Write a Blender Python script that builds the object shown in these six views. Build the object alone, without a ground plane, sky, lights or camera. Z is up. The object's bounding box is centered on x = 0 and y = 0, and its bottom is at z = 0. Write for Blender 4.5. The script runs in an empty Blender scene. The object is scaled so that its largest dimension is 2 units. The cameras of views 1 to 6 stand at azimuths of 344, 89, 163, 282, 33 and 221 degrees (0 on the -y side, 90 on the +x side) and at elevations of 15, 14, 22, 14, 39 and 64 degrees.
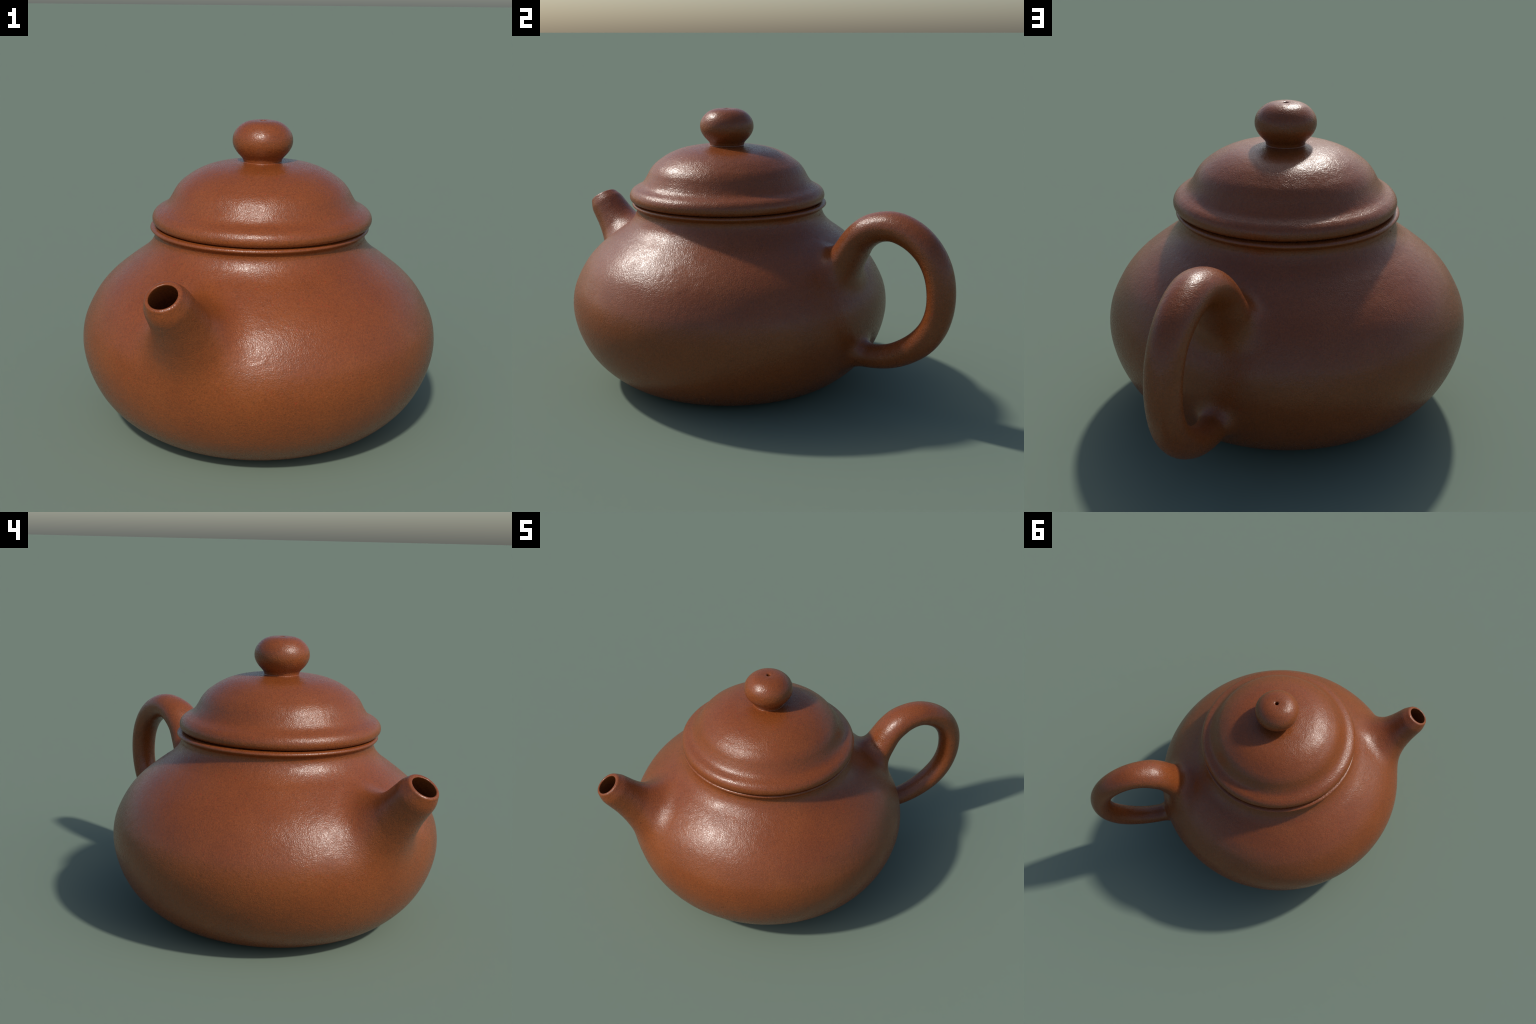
"""Red-clay teapot: one smooth clay skin (body + spout + handle, blended by an
implicit surface), a turned rim, and a turned lid with a pierced knob."""
import bpy, bmesh, math
import numpy as np

PHI = math.radians(52.0)                    # handle direction (spout is opposite)
BODY_AXIS = np.array([-0.002, -0.115])      # turning axis of the pot
LID_AXIS = np.array([0.0073, -0.1267])      # the lid sits a little off-centre
WALL = 0.036
SKIN = 0.0013                               # finished surface stands this far out of the drawn lines
CUT_Z = 0.957                               # where the pot skin meets the turned rim
VOX = 0.0062

# ------------------------------------------------------------------ profiles
# (radius, height), outside of the pot from the neck down to the foot
POT = [(.5165, 1.060), (.5162, 1.010), (.5160, .985), (.5162, .967), (.5175, .957), (.5205, .9470),
       (.5265, .9340), (.5405, .9115), (.5755, .8758), (.6285, .8375), (.6838, .7958), (.7420, .7470), (.7957, .6870),
       (.8455, .6025), (.8702, .5406), (.8815, .4702), (.8785, .3997), (.8527, .2998),
       (.8025, .1985), (.7360, .1185), (.6475, .0490), (.5705, .0150), (.4950, .0010), (.43, .0),
       (.38, .004), (.30, .010), (.15, .012), (.0, .012)]
# turned collar on the neck: out around the bead, over the top, down the inside
RIM = [(.5170, .9565), (.5160, .967), (.5185, .979), (.5240, .986), (.5330, .9925), (.5385, .9998),
       (.5345, 1.0075), (.5220, 1.0115), (.5040, 1.0125), (.4950, 1.0125), (.4870, 1.011),
       (.4825, 1.004), (.4815, .990), (.4815, .957)]
KNOB = [(.0108, 1.440), (.0110, 1.500), (.0112, 1.5120), (.0128, 1.5165), (.0170, 1.5186), (.0260, 1.5192), (.0450, 1.5184),
        (.0706, 1.5138), (.0950, 1.5040), (.1150, 1.4890), (.1320, 1.4690), (.1420, 1.4480), (.1455, 1.4230),
        (.1430, 1.4030), (.1350, 1.3840), (.1210, 1.3640), (.1060, 1.3480), (.0965, 1.3365), (.0930, 1.3260),
        (.0922, 1.3230), (.0938, 1.3188)]
LID = [(.0938, 1.3188), (.1000, 1.3174), (.1250, 1.3166), (.1500, 1.3150), (.1823, 1.3108), (.2240, 1.3040), (.2630, 1.2945), (.3000, 1.2805),
       (.3361, 1.2625), (.3700, 1.2400), (.3990, 1.2170), (.4225, 1.1890), (.4405, 1.1570), (.4530, 1.1360),
       (.4665, 1.1180), (.4800, 1.1065), (.4962, 1.0975), (.5130, 1.0890), (.5265, 1.0780), (.5355, 1.0640),
       (.5388, 1.0490), (.5365, 1.0350), (.5290, 1.0250), (.5170, 1.0185), (.5020, 1.0158), (.4800, 1.0150),
       (.4500, 1.0150), (.4440, 1.0120), (.4420, .9600), (.4300, .9560), (.4180, .9600),
       (.4100, 1.0200), (.3800, 1.0900), (.3200, 1.1900), (.2200, 1.2550), (.1000, 1.2750),
       (.0150, 1.2780), (.0108, 1.2830), (.0108, 1.440)]
# spine controls in the handle plane: (distance from axis, height, radius, side stretch)
HANDLE = [(.6567, .5976, .1106, 1.339), (.7468, .7294, .0986, 1.355), (.7994, .8155, .0863, 1.379), (.8542, .9002, .0791, 1.387),
          (.9155, .9543, .0776, 1.363), (.9827, .9819, .0741, 1.318), (1.0549, .9888, .0731, 1.248), (1.1284, .9705, .0728, 1.189),
          (1.1986, .9318, .0722, 1.133), (1.2594, .8718, .0709, 1.093), (1.3022, .7913, .0702, 1.071), (1.3207, .6963, .0690, 1.061),
          (1.3154, .5973, .0674, 1.058), (1.2837, .5055, .0675, 1.060), (1.2255, .4272, .0680, 1.064), (1.1453, .3643, .0656, 1.071),
          (1.0477, .3163, .0615, 1.081), (.9303, .2920, .0597, 1.092), (.7925, .2912, .0582, 1.103)]
SPOUT = [(.6938, .5292, .1474, 1.239), (.7471, .6021, .1465, 1.194), (.7961, .6586, .1435, 1.146), (.8369, .7080, .1381, 1.099),
         (.8820, .7575, .1227, 1.063), (.9267, .8063, .1106, 1.037), (.9675, .8508, .1046, 1.010), (1.0000, .8860, .0977, .991),
         (1.0298, .9222, .0799, .984), (1.0631, .9618, .0576, .977)]
KS_LOW, KS_TOP, KH_TOP = .112, .160, .040      # fillet sizes at the roots
MOUTH = (1.0353, .9275)                     # mouth centre in the spout plane
MOUTH_EL = math.radians(55.9)               # tilt of the mouth's plane


def spline(ctrl, m):
    """Centripetal Catmull-Rom through the control rows, m steps per span."""
    C = np.asarray(ctrl, float)
    P = np.vstack([2 * C[0] - C[1], C, 2 * C[-1] - C[-2]])
    d = np.sqrt(np.linalg.norm(np.diff(P[:, :2], axis=0), axis=1)) + 1e-9
    out = []
    for i in range(1, len(P) - 2):
        p0, p1, p2, p3 = P[i - 1:i + 3]
        t0 = 0.0; t1 = d[i - 1]; t2 = t1 + d[i]; t3 = t2 + d[i + 1]
        t = np.linspace(t1, t2, m, endpoint=False)[:, None]
        a1 = (t1 - t) / (t1 - t0) * p0 + (t - t0) / (t1 - t0) * p1
        a2 = (t2 - t) / (t2 - t1) * p1 + (t - t1) / (t2 - t1) * p2
        a3 = (t3 - t) / (t3 - t2) * p2 + (t - t2) / (t3 - t2) * p3
        b1 = (t2 - t) / (t2 - t0) * a1 + (t - t0) / (t2 - t0) * a2
        b2 = (t3 - t) / (t3 - t1) * a2 + (t - t1) / (t3 - t1) * a3
        out.append((t2 - t) / (t2 - t1) * b1 + (t - t1) / (t2 - t1) * b2)
    out.append(C[-1:])
    return np.vstack(out)


# ------------------------------------------------------------ implicit pieces
class TurnedSolid:
    """Signed distance to a turned solid; nearest segments come from a lookup."""
    def __init__(self, prof, axis, step=0.004):
        self.L = np.asarray(prof, float); self.axis = axis; self.step = step
        self.a = self.L[:-1]; self.ab = self.L[1:] - self.L[:-1]
        self.l2 = (self.ab ** 2).sum(1) + 1e-15
        self.z0 = -0.2
        t = np.gradient(self.L, axis=0); t /= np.linalg.norm(t, axis=1)[:, None]
        self.vn = np.stack([-t[:, 1], t[:, 0]], 1)
        rr = np.arange(0, 1.7, step); zz = np.arange(self.z0, 1.25, step)
        R, Z = np.meshgrid(rr, zz, indexing='ij')
        Q = np.stack([R.ravel(), Z.ravel()], 1)
        idx = np.empty(len(Q), np.int32)
        for s in range(0, len(Q), 20000):
            d = ((Q[s:s + 20000, None] - self.L[None]) ** 2).sum(-1)
            idx[s:s + 20000] = d.argmin(1)
        self.idx = idx.reshape(R.shape)

    def __call__(self, P, slope=False, span=3):
        foot = np.clip((.42 - P[:, 2]) / .30, 0, 1)
        rx, ry = P[:, 0] - self.axis[0] + .0025 * foot, P[:, 1] - self.axis[1]
        rho = np.hypot(rx, ry)
        # hand-thrown: the wall swells a touch under the handle
        turn = np.arctan2(ry, rx) - .84
        swell = .006 * np.exp(-(turn / .36) ** 2 - ((P[:, 2] - .36) / .26) ** 2)
        q = np.stack([rho, P[:, 2]], 1)
        i = np.clip(np.rint(q[:, 0] / self.step).astype(int), 0, self.idx.shape[0] - 1)
        j = np.clip(np.rint((q[:, 1] - self.z0) / self.step).astype(int), 0, self.idx.shape[1] - 1)
        k0 = self.idx[i, j]
        best = np.full(len(q), 1e9); sgn = np.ones(len(q)); kk = k0 * 0; tt = sgn * 0
        for o in range(-span, span):
            k = np.clip(k0 + o, 0, len(self.a) - 1)
            ap = q - self.a[k]; ab = self.ab[k]
            t = np.clip((ap * ab).sum(1) / self.l2[k], 0, 1)
            dv = ap - t[:, None] * ab
            d2 = (dv ** 2).sum(1)
            m = d2 < best
            best = np.where(m, d2, best)
            sgn = np.where(m, np.sign(ab[:, 0] * ap[:, 1] - ab[:, 1] * ap[:, 0]), sgn)
            if slope:
                kk = np.where(m, k, kk); tt = np.where(m, t, tt)
        d = np.sqrt(best) * sgn - SKIN * np.clip(P[:, 2] / .2, .2, 1) - swell
        if not slope:
            return d
        n = self.vn[kk] * (1 - tt[:, None]) + self.vn[kk + 1] * tt[:, None]
        n /= np.linalg.norm(n, axis=1)[:, None]
        rho = np.maximum(rho, 1e-6)
        return d, np.stack([n[:, 0] * rx / rho, n[:, 0] * ry / rho, n[:, 1]], 1)


class Tube:
    """Distance to a swept tube in a vertical plane through the pot's axis."""
    def __init__(self, ctrl, phi, m=12, reach=.16):
        S = spline(ctrl, m)
        self.S = S; self.reach = reach
        t = np.gradient(S[:, :2], axis=0); self.T = t / np.linalg.norm(t, axis=1)[:, None]
        self.h = np.array([math.cos(phi), math.sin(phi), 0]); self.s = np.array([-math.sin(phi), math.cos(phi), 0])

    def local(self, P):
        o = P - np.array([BODY_AXIS[0], BODY_AXIS[1], 0])
        return o @ self.h, o @ self.s, P[:, 2]

    def __call__(self, P):
        x, w, z = self.local(P)
        S = self.S
        out = np.full(len(P), .3)
        pad = S[:, 2].max() * 1.5 + self.reach
        m = (x > S[:, 0].min() - pad) & (x < S[:, 0].max() + pad) & (z > S[:, 1].min() - pad) & \
            (z < S[:, 1].max() + pad) & (np.abs(w) < pad)
        ids = np.nonzero(m)[0]
        for c in range(0, len(ids), 40000):
            I = ids[c:c + 40000]
            q = np.stack([x[I], z[I]], 1)
            d = ((q[:, None] - S[None, :, :2]) ** 2).sum(-1)
            k0 = d.argmin(1)
            # slabs between the spine's normal planes keep the taper smooth
            T = self.T
            k = k0 - (((q - S[k0, :2]) * T[k0]).sum(1) < 0)
            k = np.clip(k, 0, len(S) - 2)
            g0 = ((q - S[k, :2]) * T[k]).sum(1)
            g1 = ((q - S[k + 1, :2]) * T[k + 1]).sum(1)
            u = np.clip(g0 / np.where(np.abs(g0 - g1) < 1e-9, 1e-9, g0 - g1), 0, 1)[:, None]
            c_ = S[k] + u * (S[k + 1] - S[k])
            v2 = ((q - c_[:, :2]) ** 2).sum(1)
            best = np.sqrt(v2 + (w[I] / c_[:, 3]) ** 2) - c_[:, 2]
            out[I] = best
        return out


def smin(a, b, k):
    h = np.maximum(k - np.abs(a - b), 0) / k
    return np.minimum(a, b) - h * h * k * .25


def smax(a, b, k):
    return -smin(-a, -b, k)


pot = TurnedSolid(spline(POT, 14), BODY_AXIS)
handle = Tube([(x + .004 * min(max((x - .85) / .2, 0), 1), z, r + SKIN, e) for x, z, r, e in HANDLE], PHI)
spout = Tube([(x, z, r + SKIN + (.0015 if x > .98 else 0), e) for x, z, r, e in SPOUT], PHI + math.pi)
bore_line = Tube([(.52, .38, .10, 1), (.66, .53, .10, 1), (.76, .63, .098, 1), (.85, .728, .092, 1), (.93, .812, .080, 1),
                  (.99, .877, .069, 1), (1.0353, .9275, .0618, 1), (1.10, 1.01, .0618, 1)], PHI + math.pi)


def parts(P):
    """Distances to pot, spout (mouth trimmed, not yet bored) and handle."""
    db = pot(P)
    x, w, z = spout.local(P)
    plane = (x - MOUTH[0]) * math.cos(MOUTH_EL) + (z - MOUTH[1]) * math.sin(MOUTH_EL)
    ds = smax(spout(P), plane, .010)
    dh = handle(P)
    return db, ds, dh


def field(P):
    db, ds, dh = parts(P)
    x, w, z = handle.local(P)
    over = np.clip((z - .77 - .65 * (x - .74)) / .10 + .5, 0, 1)      # above the upper root
    over *= np.exp(-(w / .07) ** 2)
    kh = np.where(z > .55, .069 + KH_TOP * over, .086)
    d = smin(db, dh, kh)
    web = np.clip((z - .56 + 1.186 * (x + .70)) / .26 + .5, 0, 1)       # upper side of the spout
    web *= np.exp(-(spout.local(P)[1] / .11) ** 2)                  # a ridge, not a collar
    d = smin(d, ds, KS_LOW + (KS_TOP - KS_LOW) * web)
    cavity = db + WALL
    dbore = bore_line(P)
    d = smax(d, -smin(cavity, dbore, .02), .006)
    return d


def field_and_slope(P, eps=2e-4):
    """Field and its gradient: analytic on the plain turned wall, by differences
    near the spout and the handle."""
    d, g = pot(P, slope=True)
    inner = d < -WALL * .5
    g = np.where(inner[:, None], -g, g)
    d = np.where(inner, -(d + WALL), d)
    x, w, z = handle.local(P)
    near = np.nonzero((x > .50) | (x < -.42) & (np.abs(w) < .36))[0]
    Q = P[near]
    K = np.array([(1, -1, -1), (-1, -1, 1), (-1, 1, -1), (1, 1, 1)], float)
    h = np.zeros_like(Q)
    mean = np.zeros(len(Q))
    for k in K:
        f = field(Q + eps * k)
        h += k * f[:, None]; mean += f
    d[near] = mean / 4
    g[near] = h / (4 * eps)
    return d, g


def surface_net(lo, hi, vox):
    """Naive surface nets on a sparse-evaluated grid."""
    B = 4
    n = [int(math.ceil((hi[i] - lo[i]) / (vox * B))) for i in range(3)]
    ax = [lo[i] + vox * B * np.arange(n[i]) + vox * (B - 1) / 2 for i in range(3)]
    C = np.stack(np.meshgrid(*ax, indexing='ij'), -1).reshape(-1, 3)
    fc = field(C)
    N = [k * B for k in n]
    f = np.repeat(np.repeat(np.repeat(fc.reshape(n).astype(np.float32), B, 0), B, 1), B, 2)
    near = np.nonzero(np.abs(fc) < vox * B * 1.0)[0]
    bi = np.stack(np.unravel_index(near, n), 1) * B
    off = np.stack(np.meshgrid(*[np.arange(B)] * 3, indexing='ij'), -1).reshape(-1, 3)
    for s in range(0, len(bi), 3000):
        g = (bi[s:s + 3000, None] + off[None]).reshape(-1, 3)
        f[g[:, 0], g[:, 1], g[:, 2]] = field(lo + g * vox)
    inside = f < 0
    # cells crossed by the surface
    cs = inside[:-1, :-1, :-1].astype(np.uint8)
    cnt = np.zeros_like(cs)
    for dx in (0, 1):
        for dy in (0, 1):
            for dz in (0, 1):
                cnt += inside[dx:N[0] - 1 + dx, dy:N[1] - 1 + dy, dz:N[2] - 1 + dz]
    act = (cnt > 0) & (cnt < 8)
    cells = np.stack(np.nonzero(act), 1)
    vid = np.full(act.shape, -1, np.int32)
    vid[act] = np.arange(len(cells))
    acc = np.zeros((len(cells), 3)); num = np.zeros(len(cells))
    corners = [(x, y, z) for x in (0, 1) for y in (0, 1) for z in (0, 1)]
    for a in corners:
        for axis in range(3):
            if a[axis]:
                continue
            b = list(a); b[axis] = 1
            fa = f[cells[:, 0] + a[0], cells[:, 1] + a[1], cells[:, 2] + a[2]]
            fb = f[cells[:, 0] + b[0], cells[:, 1] + b[1], cells[:, 2] + b[2]]
            m = (fa < 0) != (fb < 0)
            t = np.where(m, fa / np.where(m, fa - fb, 1), 0)
            p = np.array(a, float)[None] + t[:, None] * (np.array(b) - np.array(a))[None]
            acc[m] += p[m]; num[m] += 1
    V = lo + (cells + acc / num[:, None]) * vox
    faces = []
    for axis in range(3):
        u, v = (axis + 1) % 3, (axis + 2) % 3
        s0 = [slice(None)] * 3; s1 = [slice(None)] * 3
        s0[axis] = slice(0, -1); s1[axis] = slice(1, None)
        A = inside[tuple(s0)]; Bn = inside[tuple(s1)]
        E = np.stack(np.nonzero(A != Bn), 1)
        E = E[(E[:, u] > 0) & (E[:, v] > 0) & (E[:, u] < N[u] - 1) & (E[:, v] < N[v] - 1)]
        flip = A[E[:, 0], E[:, 1], E[:, 2]]
        du = np.zeros(3, int); du[u] = 1; dv = np.zeros(3, int); dv[v] = 1
        q = [E - du - dv, E - dv, E, E - du]
        F = np.stack([vid[c[:, 0], c[:, 1], c[:, 2]] for c in q], 1)
        F = np.where(flip[:, None], F, F[:, ::-1])
        faces.append(F)
    return V, np.vstack(faces)


def project(V, it=3):
    for _ in range(it):
        d, g = field_and_slope(V)
        g2 = np.maximum((g ** 2).sum(1), .2)
        V = V - np.clip(d / g2, -.006, .006)[:, None] * g
    return V


def relax(V, F, it=2):
    """Even out the quads tangentially before the last projection."""
    for _ in range(it):
        acc = np.zeros_like(V); num = np.zeros(len(V))
        for a in range(4):
            for b in (1, 3):
                np.add.at(acc, F[:, a], V[F[:, (a + b) % 4]]); np.add.at(num, F[:, a], 1)
        V = .5 * V + .5 * acc / np.maximum(num, 1)[:, None]
    return V


# ------------------------------------------------------------------- material
def clay_material():
    mat = bpy.data.materials.new("red_clay")
    mat.use_nodes = True
    nt = mat.node_tree; N = nt.nodes; Lk = nt.links
    N.clear()
    out = N.new("ShaderNodeOutputMaterial")
    bs = N.new("ShaderNodeBsdfPrincipled")
    Lk.new(bs.outputs[0], out.inputs[0])
    co = N.new("ShaderNodeTexCoord")

    def noise(scale, detail=3.0, rough=.55):
        n = N.new("ShaderNodeTexNoise"); n.inputs["Scale"].default_value = scale
        n.inputs["Detail"].default_value = detail; n.inputs["Roughness"].default_value = rough
        Lk.new(co.outputs["Object"], n.inputs["Vector"]); return n

    def ramp(src, stops):
        r = N.new("ShaderNodeValToRGB"); e = r.color_ramp.elements
        while len(e) < len(stops):
            e.new(.5)
        for el, (p, c) in zip(e, stops):
            el.position = p; el.color = c
        Lk.new(src, r.inputs[0]); return r

    def mix(fac, a, b, blend='MIX'):
        m = N.new("ShaderNodeMix"); m.data_type = 'RGBA'; m.blend_type = blend
        for sock, val in ((m.inputs[0], fac), (m.inputs[6], a), (m.inputs[7], b)):
            if hasattr(val, "default_value") or hasattr(val, "links"):
                Lk.new(val, sock)
            else:
                sock.default_value = val
        return m.outputs[2]

    base = ramp(noise(5.0, 4).outputs[0], [(.30, (.198, .0488, .0112, 1)), (.52, (.214, .0537, .0122, 1)), (.72, (.226, .0588, .0135, 1))])
    fine = ramp(noise(130.0, 4, .65).outputs[0], [(.30, (.74, .74, .74, 1)), (.50, (1, 1, 1, 1)), (.70, (1.22, 1.18, 1.11, 1))])
    col = mix(1.0, base.outputs[0], fine.outputs[0], 'MULTIPLY')
    # sparse grains of redder and of darker clay
    red = ramp(noise(64.0, 2).outputs[0], [(.66, (0, 0, 0, 1)), (.76, (1, 1, 1, 1))])
    col = mix(red.outputs[0], col, (.26, .040, .010, 1))
    dark = ramp(noise(85.0, 2).outputs[0], [(.65, (0, 0, 0, 1)), (.76, (.6, .6, .6, 1))])
    col = mix(dark.outputs[0], col, (.11, .040, .012, 1))
    Lk.new(col, bs.inputs["Base Color"])
    rg = ramp(noise(185.0, 3, .6).outputs[0], [(.38, (.18, .18, .18, 1)), (.62, (.43, .43, .43, 1))])
    Lk.new(rg.outputs[0], bs.inputs["Roughness"])
    bs.inputs["Specular IOR Level"].default_value = .5

    # pebbly skin: fine grain whose depth drifts from patch to patch
    grain = noise(175.0, 2.5, .55)
    patch = ramp(noise(7.0, 2.0).outputs[0], [(.35, (.30, .30, .30, 1)), (.60, (.66, .66, .66, 1))])
    swell = noise(34.0, 2.0, .5)
    b1 = N.new("ShaderNodeBump"); b1.inputs["Strength"].default_value = .17; b1.inputs["Distance"].default_value = .010
    Lk.new(swell.outputs[0], b1.inputs["Height"])
    b2 = N.new("ShaderNodeBump"); b2.inputs["Distance"].default_value = .0030
    Lk.new(patch.outputs[0], b2.inputs["Strength"])
    Lk.new(grain.outputs[0], b2.inputs["Height"]); Lk.new(b1.outputs[0], b2.inputs["Normal"])
    Lk.new(b2.outputs[0], bs.inputs["Normal"])
    return mat


CLAY = clay_material()


# ---------------------------------------------------------------- mesh helpers
def add_object(name, V, F, normals=None, parent=None):
    me = bpy.data.meshes.new(name)
    me.vertices.add(len(V)); me.vertices.foreach_set("co", np.asarray(V, np.float32).ravel())
    F = np.asarray(F, np.int32)
    k = F.shape[1]
    me.loops.add(F.size); me.loops.foreach_set("vertex_index", F.ravel())
    me.polygons.add(len(F))
    me.polygons.foreach_set("loop_start", np.arange(0, F.size, k, dtype=np.int32))
    me.update(calc_edges=True); me.validate()
    me.polygons.foreach_set("use_smooth", np.ones(len(me.polygons), bool))
    if normals is not None:
        me.normals_split_custom_set_from_vertices([tuple(n) for n in normals])
    me.materials.append(CLAY)
    ob = bpy.data.objects.new(name, me)
    bpy.context.scene.collection.objects.link(ob)
    if parent is not None:
        ob.parent = parent
    return ob


def turned(name, prof, axis, parent, seg=320, closed=False):
    """Spin a (radius, height) polyline into a mesh."""
    L = np.asarray(prof, float)
    th = np.linspace(0, 2 * np.pi, seg, endpoint=False)
    n = len(L)
    t = np.gradient(L, axis=0); t /= np.linalg.norm(t, axis=1)[:, None] + 1e-12
    L = np.maximum(L + SKIN * np.stack([-t[:, 1], t[:, 0]], 1) * np.clip((L[:, :1] - .015) / .05, 0, 1), [0, 0])
    V = np.stack([axis[0] + L[:, None, 0] * np.cos(th), axis[1] + L[:, None, 0] * np.sin(th),
                  np.repeat(L[:, 1:2], seg, 1)], -1).reshape(-1, 3)
    t = np.gradient(L, axis=0); t /= np.linalg.norm(t, axis=1)[:, None] + 1e-12
    nr, nz = -t[:, 1], t[:, 0]
    NV = np.stack([nr[:, None] * np.cos(th), nr[:, None] * np.sin(th), np.repeat(nz[:, None], seg, 1)], -1).reshape(-1, 3)
    i = np.arange(n - 1)[:, None]; j = np.arange(seg)[None]
    j2 = (j + 1) % seg
    F = np.stack([i * seg + j, (i + 1) * seg + j, (i + 1) * seg + j2, i * seg + j2], -1).reshape(-1, 4)
    return V, F, NV


def refine_mouth(ob):
    """Subdivide the crisp lip of the spout and seat the new points on the field."""
    me = ob.data
    bm = bmesh.new(); bm.from_mesh(me)
    mouth = np.r_[BODY_AXIS, 0] + MOUTH[0] * spout.h + np.array([0, 0, MOUTH[1]])
    es = [e for e in bm.edges if (np.array(e.verts[0].co) - mouth) @ (np.array(e.verts[0].co) - mouth) < .098 ** 2]
    bmesh.ops.subdivide_edges(bm, edges=es, cuts=2, use_grid_fill=True)
    bm.verts.ensure_lookup_table()
    P = np.array([v.co[:] for v in bm.verts], float)
    near = np.linalg.norm(P - mouth, axis=1) < .12
    P[near] = project(P[near], 3)
    for v, p in zip(bm.verts, P):
        v.co = p
    bm.to_mesh(me); bm.free()
    n = field_and_slope(P)[1]; n /= np.linalg.norm(n, axis=1)[:, None] + 1e-12
    me.polygons.foreach_set("use_smooth", np.ones(len(me.polygons), bool))
    me.normals_split_custom_set_from_vertices([tuple(x) for x in n])


# ------------------------------------------------------------------ assemble
root = bpy.data.objects.new("teapot", None)
bpy.context.scene.collection.objects.link(root)
root.empty_display_size = .2
root["label"] = "squat round red clay teapot with domed lid and ring handle"
root["category"] = "teapot"

lo = np.array([-.93, -1.05, -.03]); hi = np.array([.94, 1.06, 1.09])
V, F = surface_net(lo, hi, VOX)
V = project(V, 1)
V = project(relax(V, F, 2), 2)
# trim level with the rim: drop what is above the cut, seat the edge on it
keep = (V[F][:, :, 2].max(1) <= CUT_Z + VOX * .9) | (V[F][:, :, 2].max(1) < .9)
rad = np.hypot(V[:, 0] - BODY_AXIS[0], V[:, 1] - BODY_AXIS[1])
keep |= (rad[F].min(1) > .56)
F = F[keep]
edge = (np.abs(V[:, 2] - CUT_Z) < VOX * 1.0) & (rad < .54)
cnt = np.bincount(F.ravel(), minlength=len(V))
edge &= (cnt > 0) & (cnt < 4)
V[edge, 2] = CUT_Z
V[:, 2] = np.maximum(V[:, 2], 0.0)
NV = field_and_slope(V)[1]; NV /= np.linalg.norm(NV, axis=1)[:, None] + 1e-12

db, ds, dh = parts(V)
fb = db[F].mean(1)
is_spout = (ds[F].mean(1) < fb) | (bore_line(V)[F].mean(1) < .004) & (fb > -WALL * .9)
is_handle = (dh[F].mean(1) < fb) & ~is_spout & (fb > -WALL * .5)
for name, m in (("body", ~(is_spout | is_handle)), ("spout", is_spout), ("handle", is_handle)):
    f = F[m]
    ids, inv = np.unique(f.ravel(), return_inverse=True)
    ob = add_object(name, V[ids], inv.reshape(-1, 4), NV[ids], root)
    if name == "spout":
        refine_mouth(ob)

Vr, Fr, Nr = turned("rim", spline(RIM[::-1], 6), BODY_AXIS, root)
add_object("rim", Vr, Fr, Nr, root)

# lid and knob: one turned skin, split at the crease under the knob
kp = spline(KNOB + LID[1:], 6)
nk = 6 * (len(KNOB) - 1)
Vl, Fl, Nl = turned("lid", kp, LID_AXIS, root)
seg = 320
nfk = nk * seg
lid = None
for name, f in (("lid", Fl[nfk:]), ("knob", Fl[:nfk])):
    ids, inv = np.unique(f.ravel(), return_inverse=True)
    ob = add_object(name, Vl[ids], inv.reshape(-1, 4), Nl[ids], lid or root)
    lid = lid or ob
